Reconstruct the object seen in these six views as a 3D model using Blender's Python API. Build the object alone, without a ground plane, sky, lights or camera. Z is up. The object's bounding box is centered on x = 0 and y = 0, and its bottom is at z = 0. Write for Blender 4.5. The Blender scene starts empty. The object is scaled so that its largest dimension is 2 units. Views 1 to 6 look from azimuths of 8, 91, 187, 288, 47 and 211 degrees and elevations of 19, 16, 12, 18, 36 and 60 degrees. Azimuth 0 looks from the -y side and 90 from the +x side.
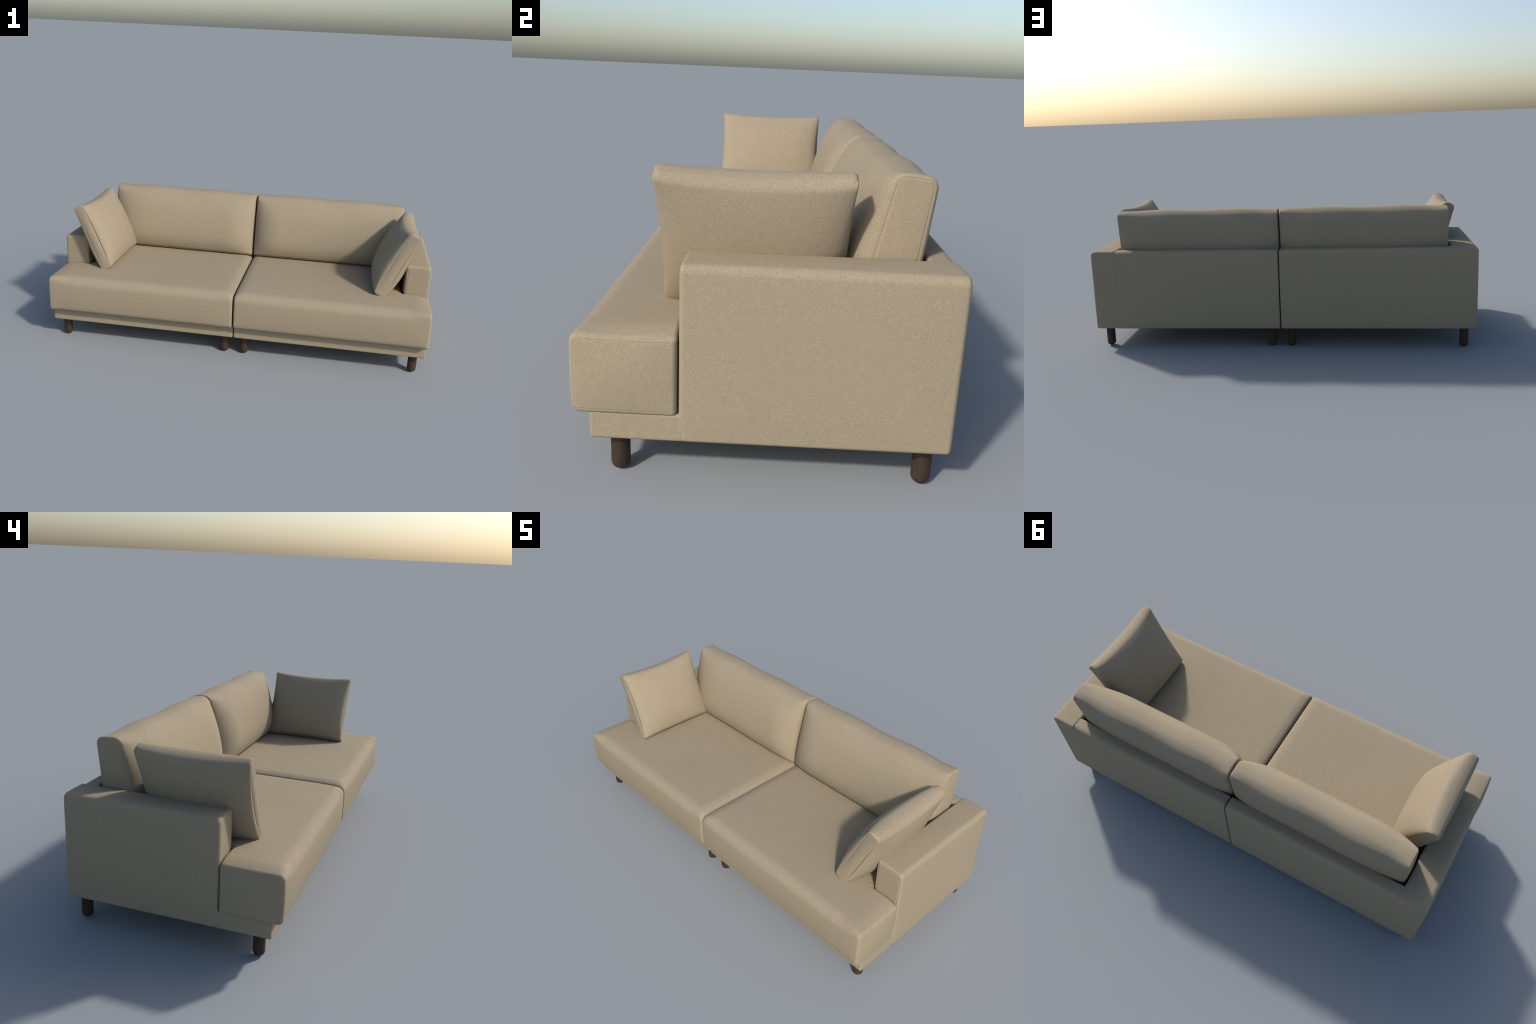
"""Two-module upholstered sofa: boxed T-shaped seat cushions, crowned back cushions,
slim track arms, plinth base, round dark wooden legs and two loose throw pillows."""
import bpy
import numpy as np
from math import pi, radians, sin, cos
from mathutils import Vector, noise

# ------------------------------------------------------------------ materials
def new_material(name):
    m = bpy.data.materials.new(name)
    m.use_nodes = True
    nt = m.node_tree
    nt.nodes.clear()
    out = nt.nodes.new("ShaderNodeOutputMaterial")
    bsdf = nt.nodes.new("ShaderNodeBsdfPrincipled")
    nt.links.new(bsdf.outputs[0], out.inputs[0])
    return m, nt, bsdf


def fabric_material():
    m, nt, bsdf = new_material("woven_beige_fabric")
    N, L = nt.nodes.new, nt.links.new
    tc = N("ShaderNodeTexCoord")

    def noise_tex(scale, detail, rough):
        n = N("ShaderNodeTexNoise")
        n.inputs["Scale"].default_value = scale
        n.inputs["Detail"].default_value = detail
        n.inputs["Roughness"].default_value = rough
        L(tc.outputs["Object"], n.inputs["Vector"])
        return n
    speck = noise_tex(520, 2, 0.6)       # yarn speckle, about 2 mm
    melange = noise_tex(60, 2, 0.6)      # soft heather clouds
    tint = noise_tex(260, 2, 0.5)        # warm / cool yarn tint
    # fine diagonal weave
    mp = N("ShaderNodeMapping")
    mp.inputs["Rotation"].default_value = (radians(38), radians(31), radians(45))
    L(tc.outputs["Object"], mp.inputs["Vector"])
    wave = N("ShaderNodeTexWave")
    wave.inputs["Scale"].default_value = 95
    wave.inputs["Distortion"].default_value = 9.0
    wave.inputs["Detail"].default_value = 2
    wave.inputs["Detail Scale"].default_value = 2.5
    L(mp.outputs[0], wave.inputs["Vector"])

    a = N("ShaderNodeMath"); a.operation = 'MULTIPLY_ADD'
    L(speck.outputs["Fac"], a.inputs[0]); a.inputs[1].default_value = 0.80
    b = N("ShaderNodeMath"); b.operation = 'MULTIPLY_ADD'
    L(melange.outputs["Fac"], b.inputs[0]); b.inputs[1].default_value = 0.08
    c = N("ShaderNodeMath"); c.operation = 'MULTIPLY'
    L(wave.outputs["Fac"], c.inputs[0]); c.inputs[1].default_value = 0.12
    L(c.outputs[0], b.inputs[2]); L(b.outputs[0], a.inputs[2])
    ramp = N("ShaderNodeValToRGB")
    e = ramp.color_ramp.elements
    e[0].position, e[0].color = 0.31, FABRIC_DARK
    e[1].position, e[1].color = 0.69, FABRIC_LIGHT
    L(a.outputs[0], ramp.inputs[0])
    mix = N("ShaderNodeMix"); mix.data_type = 'RGBA'; mix.blend_type = 'MULTIPLY'
    tr = N("ShaderNodeValToRGB")
    te = tr.color_ramp.elements
    te[0].position, te[0].color = 0.38, (1.008, 0.985, 0.985, 1)
    te[1].position, te[1].color = 0.62, (1.0, 1.0, 0.94, 1)
    L(tint.outputs["Fac"], tr.inputs[0])
    mix.inputs[0].default_value = 1.0
    L(ramp.outputs[0], mix.inputs[6]); L(tr.outputs[0], mix.inputs[7])
    L(mix.outputs[2], bsdf.inputs["Base Color"])
    bsdf.inputs["Roughness"].default_value = 0.92
    bsdf.inputs["Specular IOR Level"].default_value = 0.15
    bump = N("ShaderNodeBump")
    bump.inputs["Strength"].default_value = 0.25
    bump.inputs["Distance"].default_value = 0.0006
    L(a.outputs[0], bump.inputs["Height"])
    L(bump.outputs[0], bsdf.inputs["Normal"])
    return m


def wood_material():
    m, nt, bsdf = new_material("dark_walnut_wood")
    N, L = nt.nodes.new, nt.links.new
    tc = N("ShaderNodeTexCoord")
    mp = N("ShaderNodeMapping")
    mp.inputs["Scale"].default_value = (1, 1, 0.12)
    L(tc.outputs["Object"], mp.inputs["Vector"])
    n = N("ShaderNodeTexNoise")
    n.inputs["Scale"].default_value = 190
    n.inputs["Detail"].default_value = 5
    n.inputs["Roughness"].default_value = 0.6
    L(mp.outputs[0], n.inputs["Vector"])
    ramp = N("ShaderNodeValToRGB")
    e = ramp.color_ramp.elements
    e[0].position, e[0].color = 0.35, (0.030, 0.018, 0.011, 1)
    e[1].position, e[1].color = 0.68, (0.058, 0.035, 0.023, 1)
    L(n.outputs["Fac"], ramp.inputs[0])
    L(ramp.outputs[0], bsdf.inputs["Base Color"])
    bsdf.inputs["Roughness"].default_value = 0.62
    bsdf.inputs["Specular IOR Level"].default_value = 0.3
    return m


FABRIC_DARK = (0.228, 0.187, 0.130, 1)
FABRIC_LIGHT = (0.366, 0.308, 0.221, 1)
FABRIC = fabric_material()
WOOD = wood_material()

# ------------------------------------------------------------------ geometry kit
def axis(lo, hi, step, edge, fine):
    """Grid positions from lo to hi: spacing `fine` within `edge` of both ends, then `step`."""
    ne = max(2, int(round(edge / fine)))
    a = np.linspace(lo, lo + edge, ne + 1)
    nm = max(2, int(round((hi - lo - 2 * edge) / step)))
    b = np.linspace(lo + edge, hi - edge, nm + 1)
    c = np.linspace(hi - edge, hi, ne + 1)
    return np.concatenate([a, b[1:], c[1:]])


def block_surface(X, Y, Z, hole=None):
    """Quad skin of the grid block X*Y*Z; `hole(x, y)` marks columns of cells left out."""
    nx, ny, nz = len(X) - 1, len(Y) - 1, len(Z) - 1
    occ = np.ones((nx, ny, nz), bool)
    if hole is not None:
        cx, cy = (X[1:] + X[:-1]) / 2, (Y[1:] + Y[:-1]) / 2
        occ[hole(cx[:, None], cy[None, :])] = False
    pad = np.pad(occ, 1)
    sx, sy = (ny + 1) * (nz + 1), nz + 1
    quads = []
    corner = {0: [(0, 0, 0), (0, 1, 0), (0, 1, 1), (0, 0, 1)],
              1: [(0, 0, 0), (0, 0, 1), (1, 0, 1), (1, 0, 0)],
              2: [(0, 0, 0), (1, 0, 0), (1, 1, 0), (0, 1, 0)]}
    for ax in range(3):
        for side in (0, 1):
            nb = np.roll(pad, -1 if side else 1, axis=ax)[1:-1, 1:-1, 1:-1]
            I = np.argwhere(occ & ~nb)
            off = np.array(corner[ax])
            if side:
                off = off.copy(); off[:, ax] = 1
            else:
                off = off[::-1]
            V = I[:, None, :] + off[None]
            quads.append(V[..., 0] * sx + V[..., 1] * sy + V[..., 2])
    quads = np.concatenate(quads)
    used, inv = np.unique(quads, return_inverse=True)
    P = np.stack([X[used // sx], Y[(used % sx) // sy], Z[used % sy]], 1)
    return P, inv.reshape(-1, 4)


def make_object(name, P, F, material, parent=None, origin=(0, 0, 0), mirror=False):
    """Mesh object from world-space points; mirror=True makes the x-mirrored twin."""
    P = np.array(P, float)
    if mirror:
        P[:, 0] *= -1
        F = F[:, ::-1]
        origin = (-origin[0], origin[1], origin[2])
    P = P - np.array(origin)
    me = bpy.data.meshes.new(name)
    me.vertices.add(len(P)); me.vertices.foreach_set("co", P.ravel())
    me.loops.add(F.size); me.loops.foreach_set("vertex_index", np.ascontiguousarray(F).ravel().astype(np.int32))
    me.polygons.add(len(F))
    me.polygons.foreach_set("loop_start", np.arange(0, F.size, 4, dtype=np.int32))
    me.polygons.foreach_set("loop_total", np.full(len(F), 4, np.int32))
    me.update(calc_edges=True)
    me.validate()
    me.polygons.foreach_set("use_smooth", np.ones(len(me.polygons), bool))
    me.materials.append(material)
    ob = bpy.data.objects.new(name, me)
    bpy.context.collection.objects.link(ob)
    ob.location = origin
    if parent is not None:
        ob.parent = parent
    return ob


def smooth(t):
    t = np.clip(t, 0, 1)
    return t * t * (3 - 2 * t)


def lumps(P, amp, freq, seed):
    """Low soft unevenness of stuffing, as a scalar per vertex."""
    off = Vector((seed * 3.1, seed * 1.7, seed * 2.3))
    return amp * np.array([noise.noise(Vector(p) * freq + off) for p in P])


def rect_sdf(y, z, hy, hz, R):
    qy, qz = np.abs(y) - (hy - R), np.abs(z) - (hz - R)
    return np.hypot(np.maximum(qy, 0), np.maximum(qz, 0)) + np.minimum(np.maximum(qy, qz), 0) - R


def boxed_form(hx, hy, hz, R, roll, seam=(0, 0), puff=0.0, step=0.012, groove=(0.003, 0.0022)):
    """Upholstered block run along local x. Its y-z section is a rectangle with corner radius R
    (scalar or function of sign y, sign z); each end rolls over with radius `roll` into a flat end
    panel, whose border is sunk as a sewn seam where seam=(low end, high end) asks for it."""
    fine = 0.0014 if any(seam) else 0.003
    rl, rh = roll if isinstance(roll, tuple) else (roll, roll)
    X = np.concatenate([np.linspace(-hx, -hx + rl, 10), axis(-hx + rl, hx - rh, step, 0.006, 0.002)[1:-1],
                        np.linspace(hx - rh, hx, 10)])
    rmax = max(R(1, 1), R(1, -1), R(-1, 1), R(-1, -1)) if callable(R) else R
    ey, ez = min(max(rmax, 0.01), hy * 0.9), min(max(rmax, 0.01), hz * 0.9)
    Y = axis(-hy, hy, step, ey, fine)
    Z = axis(-hz, hz, step, ez, fine)
    P, F = block_surface(X, Y, Z)
    x, y, z = P.T.copy()
    if callable(R):
        r = np.where(y > 0, np.where(z > 0, R(1, 1), R(1, -1)), np.where(z > 0, R(-1, 1), R(-1, -1)))
    else:
        r = np.full(len(x), R)
    ay, az = np.abs(y), np.abs(z)
    qy, qz = np.minimum(ay, hy - r), np.minimum(az, hz - r)
    dy, dz = ay - qy, az - qz
    n = np.hypot(dy, dz); m = np.maximum(dy, dz)
    f = np.where(n > 1e-9, m / np.maximum(n, 1e-9), 1)
    y, z = np.sign(y) * (qy + dy * f), np.sign(z) * (qz + dz * f)
    roll = np.where(x > 0, rh, rl)
    th = np.clip((np.abs(x) - (hx - roll)) / roll, 0, 1) * pi / 2
    e = roll * (1 - np.cos(th))
    cap = np.abs(x) > hx - 1e-7
    sx = np.sign(x)
    x = np.where(th > 0, sx * (hx - roll + roll * np.sin(th)), x)
    y *= (hy - e) / hy
    z *= (hz - e) / hz
    dist = np.where(cap, np.abs(rect_sdf(y, z, hy - roll, hz - roll, np.maximum(r - roll, 0.002))), roll * (pi / 2 - th))
    has = np.where(sx > 0, seam[1], seam[0])
    dep, w = groove
    x -= sx * has * dep * np.exp(-(dist / w) ** 2)
    x += np.where(cap, sx * puff * np.clip(1 - (y / hy) ** 2, 0, 1) * np.clip(1 - (z / hz) ** 2, 0, 1), 0)
    return np.stack([x, y, z], 1), F


# ------------------------------------------------------------------ sofa dimensions (metres)
FLOOR_GAP = 0.1025          # underside of the body
SIDE = 0.989                # outer face of the arms
ARM_IN = 0.860              # inner face of the arms
ARM_FRONT = -0.186
BACK = 0.4295               # rear face
ARM_TOP = 0.520
PANEL_FRONT = 0.362         # front of the back panel
CENTRE_GAP = 0.0025         # half gap between the two modules


def arm(mirror, parent):
    hy, hz = (SIDE - ARM_IN) / 2, (ARM_TOP - FLOOR_GAP) / 2
    hx = (BACK - ARM_FRONT) / 2
    P, F = boxed_form(hx, hy, hz, lambda sy, sz: (0.020 if sy > 0 else 0.011) if sz > 0 else 0.010, 0.012,
                      seam=(1, 0), groove=(0.0017, 0.0016))
    # the rear inner edge stays square: the back panel butts against it there
    rear = (P[:, 0] > hx - 0.0121) & (P[:, 1] < 0)
    th = np.arcsin(np.clip((P[:, 0] - (hx - 0.012)) / 0.012, 0, 1))
    P[:, 1] *= np.where(rear, hy / (hy - 0.012 * (1 - np.cos(th))), 1)
    # below the cushion the front edge is square too and meets the plinth in a fine seam
    low = (P[:, 0] < -hx + 0.0121) & (P[:, 2] < 0.163 - (ARM_TOP + FLOOR_GAP) / 2)
    th = np.arcsin(np.clip((-P[:, 0] - (hx - 0.012)) / 0.012, 0, 1))
    P[:, 1] *= np.where(low, (hy - 0.0006) / (hy - 0.012 * (1 - np.cos(th))), 1)
    u, v, w = P[:, 0] / hx, P[:, 1] / hy, P[:, 2] / hz
    k = np.clip(1 - u ** 2, 0, 1) ** 0.5
    # padding crowns the outer face and the top
    P[:, 1] += np.where(v > 0, 0.005 * np.clip(1 - np.abs(w) ** 3, 0, 1) * np.clip(1 - np.abs(u) ** 4, 0, 1) * smooth(v), 0)
    P[:, 2] += np.where(w > 0, 0.003 * np.clip(1 - v ** 2, 0, 1) * smooth(w * 2 - 1) * k, 0)
    W = np.stack([P[:, 1] + (SIDE + ARM_IN) / 2, P[:, 0] + (BACK + ARM_FRONT) / 2, P[:, 2] + (ARM_TOP + FLOOR_GAP) / 2], 1)
    return make_object("arm", W, F[:, ::-1], FABRIC, parent, ((SIDE + ARM_IN) / 2, (BACK + ARM_FRONT) / 2, FLOOR_GAP), mirror)


def back_panel(mirror, parent):
    x0, x1 = CENTRE_GAP, ARM_IN + 0.010
    rear = BACK - 0.0003
    top = 0.517
    hx, hy, hz = (x1 - x0) / 2, (rear - PANEL_FRONT) / 2, (top - FLOOR_GAP) / 2
    P, F = boxed_form(hx, hy, hz, lambda sy, sz: (0.024 if sy > 0 else 0.010) if sz > 0 else 0.010, (0.008, 0.0008))
    u, v, w = P[:, 0] / hx, P[:, 1] / hy, P[:, 2] / hz
    P[:, 1] += np.where(v > 0, 0.003 * np.clip(1 - w ** 4, 0, 1) * np.clip(1 - ((u + 0.02) / 0.98) ** 6, 0, 1), 0)
    P[:, 2] += np.where(w > 0, 0.003 * np.clip(1 - u ** 6, 0, 1) * smooth(w), 0)
    c = np.array([(x0 + x1) / 2, (rear + PANEL_FRONT) / 2, (top + FLOOR_GAP) / 2])
    return make_object("back_panel", P + c, F, FABRIC, parent, (c[0], c[1], FLOOR_GAP), mirror)


def notched_form(x0, x1, xin, y0, y1, yin, z0, z1, r, step, fine, edge):
    """Rounded block with the rear outer corner (x > xin, y > yin) left out for the arm.
    Returns points, faces, the rounding normal and the core point of every vertex."""
    X = np.concatenate([axis(x0, xin, step, edge, fine), axis(xin, x1, step, edge, fine)[1:]])
    Y = np.concatenate([axis(y0, yin, step, edge, fine), axis(yin, y1, step, edge, fine)[1:]])
    Z = axis(z0, z1, step, edge, fine)
    P, F = block_surface(X, Y, Z, lambda cx, cy: (cx > xin) & (cy > yin))
    lo = np.array([x0, y0, z0]) + r
    hiA = np.array([x1, yin, z1]) - r
    hiB = np.array([xin, y1, z1]) - r
    qa, qb = np.clip(P, lo, hiA), np.clip(P, lo, hiB)
    da, db = np.linalg.norm(P - qa, axis=1), np.linalg.norm(P - qb, axis=1)
    q = np.where((da < db)[:, None], qa, qb)
    d = P - q
    n = d / np.maximum(np.linalg.norm(d, axis=1), 1e-9)[:, None]
    return q + r * n, F, n, q


def seat_base(mirror, parent):
    P, F, n, q = notched_form(CENTRE_GAP, SIDE - 0.002, ARM_IN - 0.001, -0.386, PANEL_FRONT - 0.001,
                              ARM_FRONT + 0.012, FLOOR_GAP, 0.172, 0.008, 0.02, 0.0016, 0.010)
    return make_object("seat_base", P, F, FABRIC, parent, (0.45, 0, FLOOR_GAP), mirror)


def seat_cushion(mirror, parent):
    x0, x1, y0, y1, z0, z1 = 0.0035, 0.991, -0.424, PANEL_FRONT - 0.004, 0.1670, 0.3665
    r = 0.011
    yin = ARM_FRONT - 0.003
    P, F, n, q = notched_form(x0, x1, ARM_IN - 0.004, y0, y1, yin, z0, z1, r, 0.010, 0.0013, r + 0.006)
    # sewn seam round the outer end panel, where the roll meets the flat panel
    ang = np.arccos(np.clip(n[:, 0], -1, 1))
    inside = np.minimum.reduce([P[:, 1] - (y0 + r), (yin - r) - P[:, 1], P[:, 2] - (z0 + r), (z1 - r) - P[:, 2]])
    dist = np.where(ang < 1e-4, np.abs(inside), ang * r)
    sewn = (P[:, 0] > 0.92) * smooth((yin - r - 0.001 - P[:, 1]) / 0.004)
    P -= n * (sewn * 0.0009 * np.exp(-(dist / 0.0013) ** 2))[:, None]
    x, y, z = P.T.copy()
    # broad roll over the front edge, tighter towards the seamed end; smaller one underneath
    cap = ang < 1e-4
    e = r * (1 - np.hypot(n[:, 1], n[:, 2]))
    for upper in (True, False):
        R = (0.021 + 0.023 * smooth((x1 - x) / 0.12) * (0.5 + 0.5 * smooth((x - x0) / 0.08))) if upper else \
            (0.019 + 0.006 * smooth((x1 - x) / 0.06))
        a = R - (y - y0)
        b = R - ((z1 - z) if upper else (z - z0))
        m, nn = np.maximum(a, b), np.maximum(np.hypot(a, b), 1e-9)
        f = np.where((a > 0) & (b > 0), np.where(cap, m, R - e) / nn, 1)
        y = np.where(f != 1, y0 + R - a * f, y)
        z = np.where(f != 1, (z1 - R + b * f) if upper else (z0 + R - b * f), z)
    w = np.clip((z - z0) / (z1 - z0), 0, 1)
    u = np.clip((2 * x - x0 - x1) / (x1 - x0), -1, 1)
    mid = np.clip(1 - np.abs(u) ** 8, 0, 1)
    # top: level in the middle, falling off softly to the ends and to the front
    dz = -0.013 * (1 - np.clip((x1 - x) / 0.075, 0, 1)) ** 2 - 0.013 * (1 - np.clip((x - x0) / 0.05, 0, 1)) ** 2
    side = np.where(y > yin, np.clip((ARM_IN - 0.004 - x) / 0.04, 0, 1), 1)
    dz -= 0.012 * (1 - side) ** 2 * smooth((y - yin) / 0.03)
    dz -= 0.005 * (1 - np.clip((y - y0) / 0.14, 0, 1)) ** 2 * smooth((x1 - x) / 0.06)
    dz += 0.003 * mid * smooth((y - y0) / 0.25)
    z = z + dz * w ** 2
    # front: full in the middle
    tuck = smooth(1 - (y - y0) / 0.08)
    y = y - tuck * 0.008 * np.clip(1 - ((w - 0.5) / 0.5) ** 2, 0, 1) * (0.3 + 0.7 * mid)
    # puffed end panel
    px = np.clip(1 - ((y + 0.305) / 0.118) ** 2, 0, 1) * np.clip(1 - ((w - 0.5) / 0.5) ** 2, 0, 1)
    x = x + np.where(x > 0.92, 0.009 * px * smooth((x - 0.92) / 0.05), 0)
    P = np.stack([x, y, z], 1)
    P[:, 2] += lumps(P, 0.0014, 5.0, 4) * smooth(w * 2 - 1)
    return make_object("seat_cushion", P, F, FABRIC, parent, ((x0 + x1) / 2, -0.03, z0), mirror)


def curve(knots, values, degree):
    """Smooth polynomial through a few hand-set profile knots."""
    return np.poly1d(np.polyfit(knots, values, degree))


def back_cushion(mirror, parent):
    x0, x1 = 0.0035, 0.851
    hx, hy, hz = (x1 - x0) / 2, 0.055, 0.174
    P, F = boxed_form(hx, hy, hz, lambda sy, sz: 0.022 if sz > 0 else 0.018, 0.008, seam=(1, 1), puff=0.003,
                      groove=(0.0015, 0.0016))
    x, y, z = P.T
    u, v, w = np.clip(x / hx, -1, 1), y / hy, np.clip(z / hz, -1, 1)
    din, dout = np.clip((x + hx) / 0.16, 0, 1), np.clip((hx - x) / 0.23, 0, 1)
    full = np.sin(pi / 2 * din ** 0.6) * np.sin(pi / 2 * dout ** 0.6)   # stuffing fades, slower outwards
    half = 0.0556 - 0.0101 * w                                   # end panels taper upwards
    ahead = curve([-1, -0.8, -0.2, 0.1, 0.66, 0.9, 1], [0.020, 0.046, 0.072, 0.073, 0.058, 0.044, 0.036], 4)(w)
    behind = curve([-1, -0.1, 0.4, 0.7, 0.9, 1], [0.020, 0.025, 0.024, 0.019, 0.013, 0.010], 3)(w)
    lo = v < 0
    Y = 0.292 + 0.0303 * w + half * v + full * np.where(lo, ahead * v, behind * v)
    # top rounds over in the middle; softly scalloped upper edge
    scallop = -np.cos(2 * pi * x / 0.37) * (1 - smooth((np.abs(u) - 0.78) / 0.2))
    top = smooth((w - 0.3) / 0.7)
    Z = 0.537 + z + top * (0.0022 * scallop + full * (0.006 - np.where(v > 0, 0.036 * v ** 2, 0.026 * np.abs(v) ** 2.5)))
    Z += full * 0.010 * smooth(-w) * np.abs(v) ** 2
    Z -= 0.08 * (Y - 0.31) * top                                 # top slopes a little to the rear
    Y = Y + top * smooth(v) * 0.004 * scallop
    P = np.stack([x + (x0 + x1) / 2, Y, Z], 1)
    P[:, 1] += lumps(P, 0.0018, 6.0, 9) * full
    return make_object("back_cushion", P, F, FABRIC, parent, ((x0 + x1) / 2, 0.27, 0.365), mirror)


def leg(x, y, parent, shared):
    if not shared:
        r, top, k = 0.0225, FLOOR_GAP + 0.004, 0.016
        prof = [(0.0, 0.0), (0.006, 0.0)]
        prof += [(r - k + k * sin(t), 1.15 * k * (1 - cos(t))) for t in np.linspace(0.12, pi / 2, 9)]
        prof += [(r, 0.04), (r, 0.07), (r, top), (0.0, top)]
        n = 40
        V, F = [], []
        for pr, pz in prof:
            for i in range(n):
                t = 2 * pi * i / n
                V.append((max(pr, 1e-4) * cos(t), max(pr, 1e-4) * sin(t), pz))
        for j in range(len(prof) - 1):
            for i in range(n):
                F.append((j * n + i, j * n + (i + 1) % n, (j + 1) * n + (i + 1) % n, (j + 1) * n + i))
        ob = make_object("leg", np.array(V), np.array(F), WOOD, parent)
        shared.append(ob)
    else:
        ob = shared[0].copy()
        bpy.context.collection.objects.link(ob)
        ob.parent = parent
    ob.location = (x, y, 0)
    return ob


def throw_pillow(mirror):
    """Square boxed pillow leaning on the arm: ears at the corners, straight seamed end strips."""
    hx, hy, hz = 0.223, 0.0265, 0.188
    P, F = boxed_form(hx, hy, hz, 0.022, 0.0035, seam=(1, 1), puff=0.006, step=0.006, groove=(0.0011, 0.0011))
    x, y, z = P.T
    u, v, w = np.clip(x / hx, -1, 1), y / hy, np.clip(z / hz, -1, 1)
    def fill(t, quick):
        """Stuffing across the pillow: a quick swell off the seam, then a slow rise to the middle."""
        t = np.abs(t)
        return quick * np.clip(1 - t ** 14, 0, 1) ** 0.5 + (1 - quick) * np.clip(1 - t ** 2.3, 0, 1) ** 0.85
    full = fill(u, 0.34) * fill(w, 0.18)
    swell = np.where(v > 0, 0.055 * (1 - 0.10 * w), 0.048 * (1 - 0.48 * w))        # plumper, low-slung, on the seat side
    y = y + swell * full * np.clip(v * 1.3, -1, 1)
    ca, cb = np.abs(x) - (hx - 0.013), np.abs(z) - (hz - 0.013)      # rounded ears
    cm = np.where((ca > 0) & (cb > 0), np.maximum(ca, cb) / np.maximum(np.hypot(ca, cb), 1e-9), 1)
    x, z = (np.where(cm < 1, np.sign(x) * (hx - 0.013 + ca * cm), x), np.where(cm < 1, np.sign(z) * (hz - 0.013 + cb * cm), z))
    x = x * (1 - 0.045 * np.clip(1 - w ** 2, 0, 1) * np.abs(u) ** 2)
    z = z * (1 - np.where(w > 0, 0.070, 0.025) * np.clip(1 - u ** 2, 0, 1) * np.abs(w) ** 2)
    P = np.stack([x, y, z], 1)
    y = y + lumps(P, 0.002, 7.0, 21) * full
    # lean: local x -> world -y.., z -> up the lean, y -> towards the seat
    a = np.arctan2(0.150, 0.335)
    c = np.array([0.8055, -0.036, 0.5365])
    up = np.array([sin(a), 0, cos(a)])
    out = np.array([-cos(a), 0, sin(a)])
    al = np.array([0, 1, 0])
    W = c + x[:, None] * al + y[:, None] * out + z[:, None] * up
    det = np.dot(np.cross(al, out), up)
    ob = make_object("throw_pillow", W, F if det > 0 else F[:, ::-1], FABRIC, None, (0.735, -0.036, 0.366), mirror)
    ob["label"] = "small square beige fabric throw pillow with boxed seamed edges"
    ob["category"] = "pillow"
    return ob


# ------------------------------------------------------------------ assembly
sofa = bpy.data.objects.new("sofa", None)
bpy.context.collection.objects.link(sofa)
sofa["label"] = "low two-seat beige fabric sofa with slim arms and dark wooden legs"
sofa["category"] = "sofa"

legs = []
for m in (False, True):
    s = -1 if m else 1
    seat_base(m, sofa)
    arm(m, sofa)
    back_panel(m, sofa)
    seat_cushion(m, sofa)
    back_cushion(m, sofa)
    for lx in (0.0525, 0.9325):
        for ly in (-0.3285, 0.3785):
            leg(s * lx, ly, sofa, legs)
    throw_pillow(m)
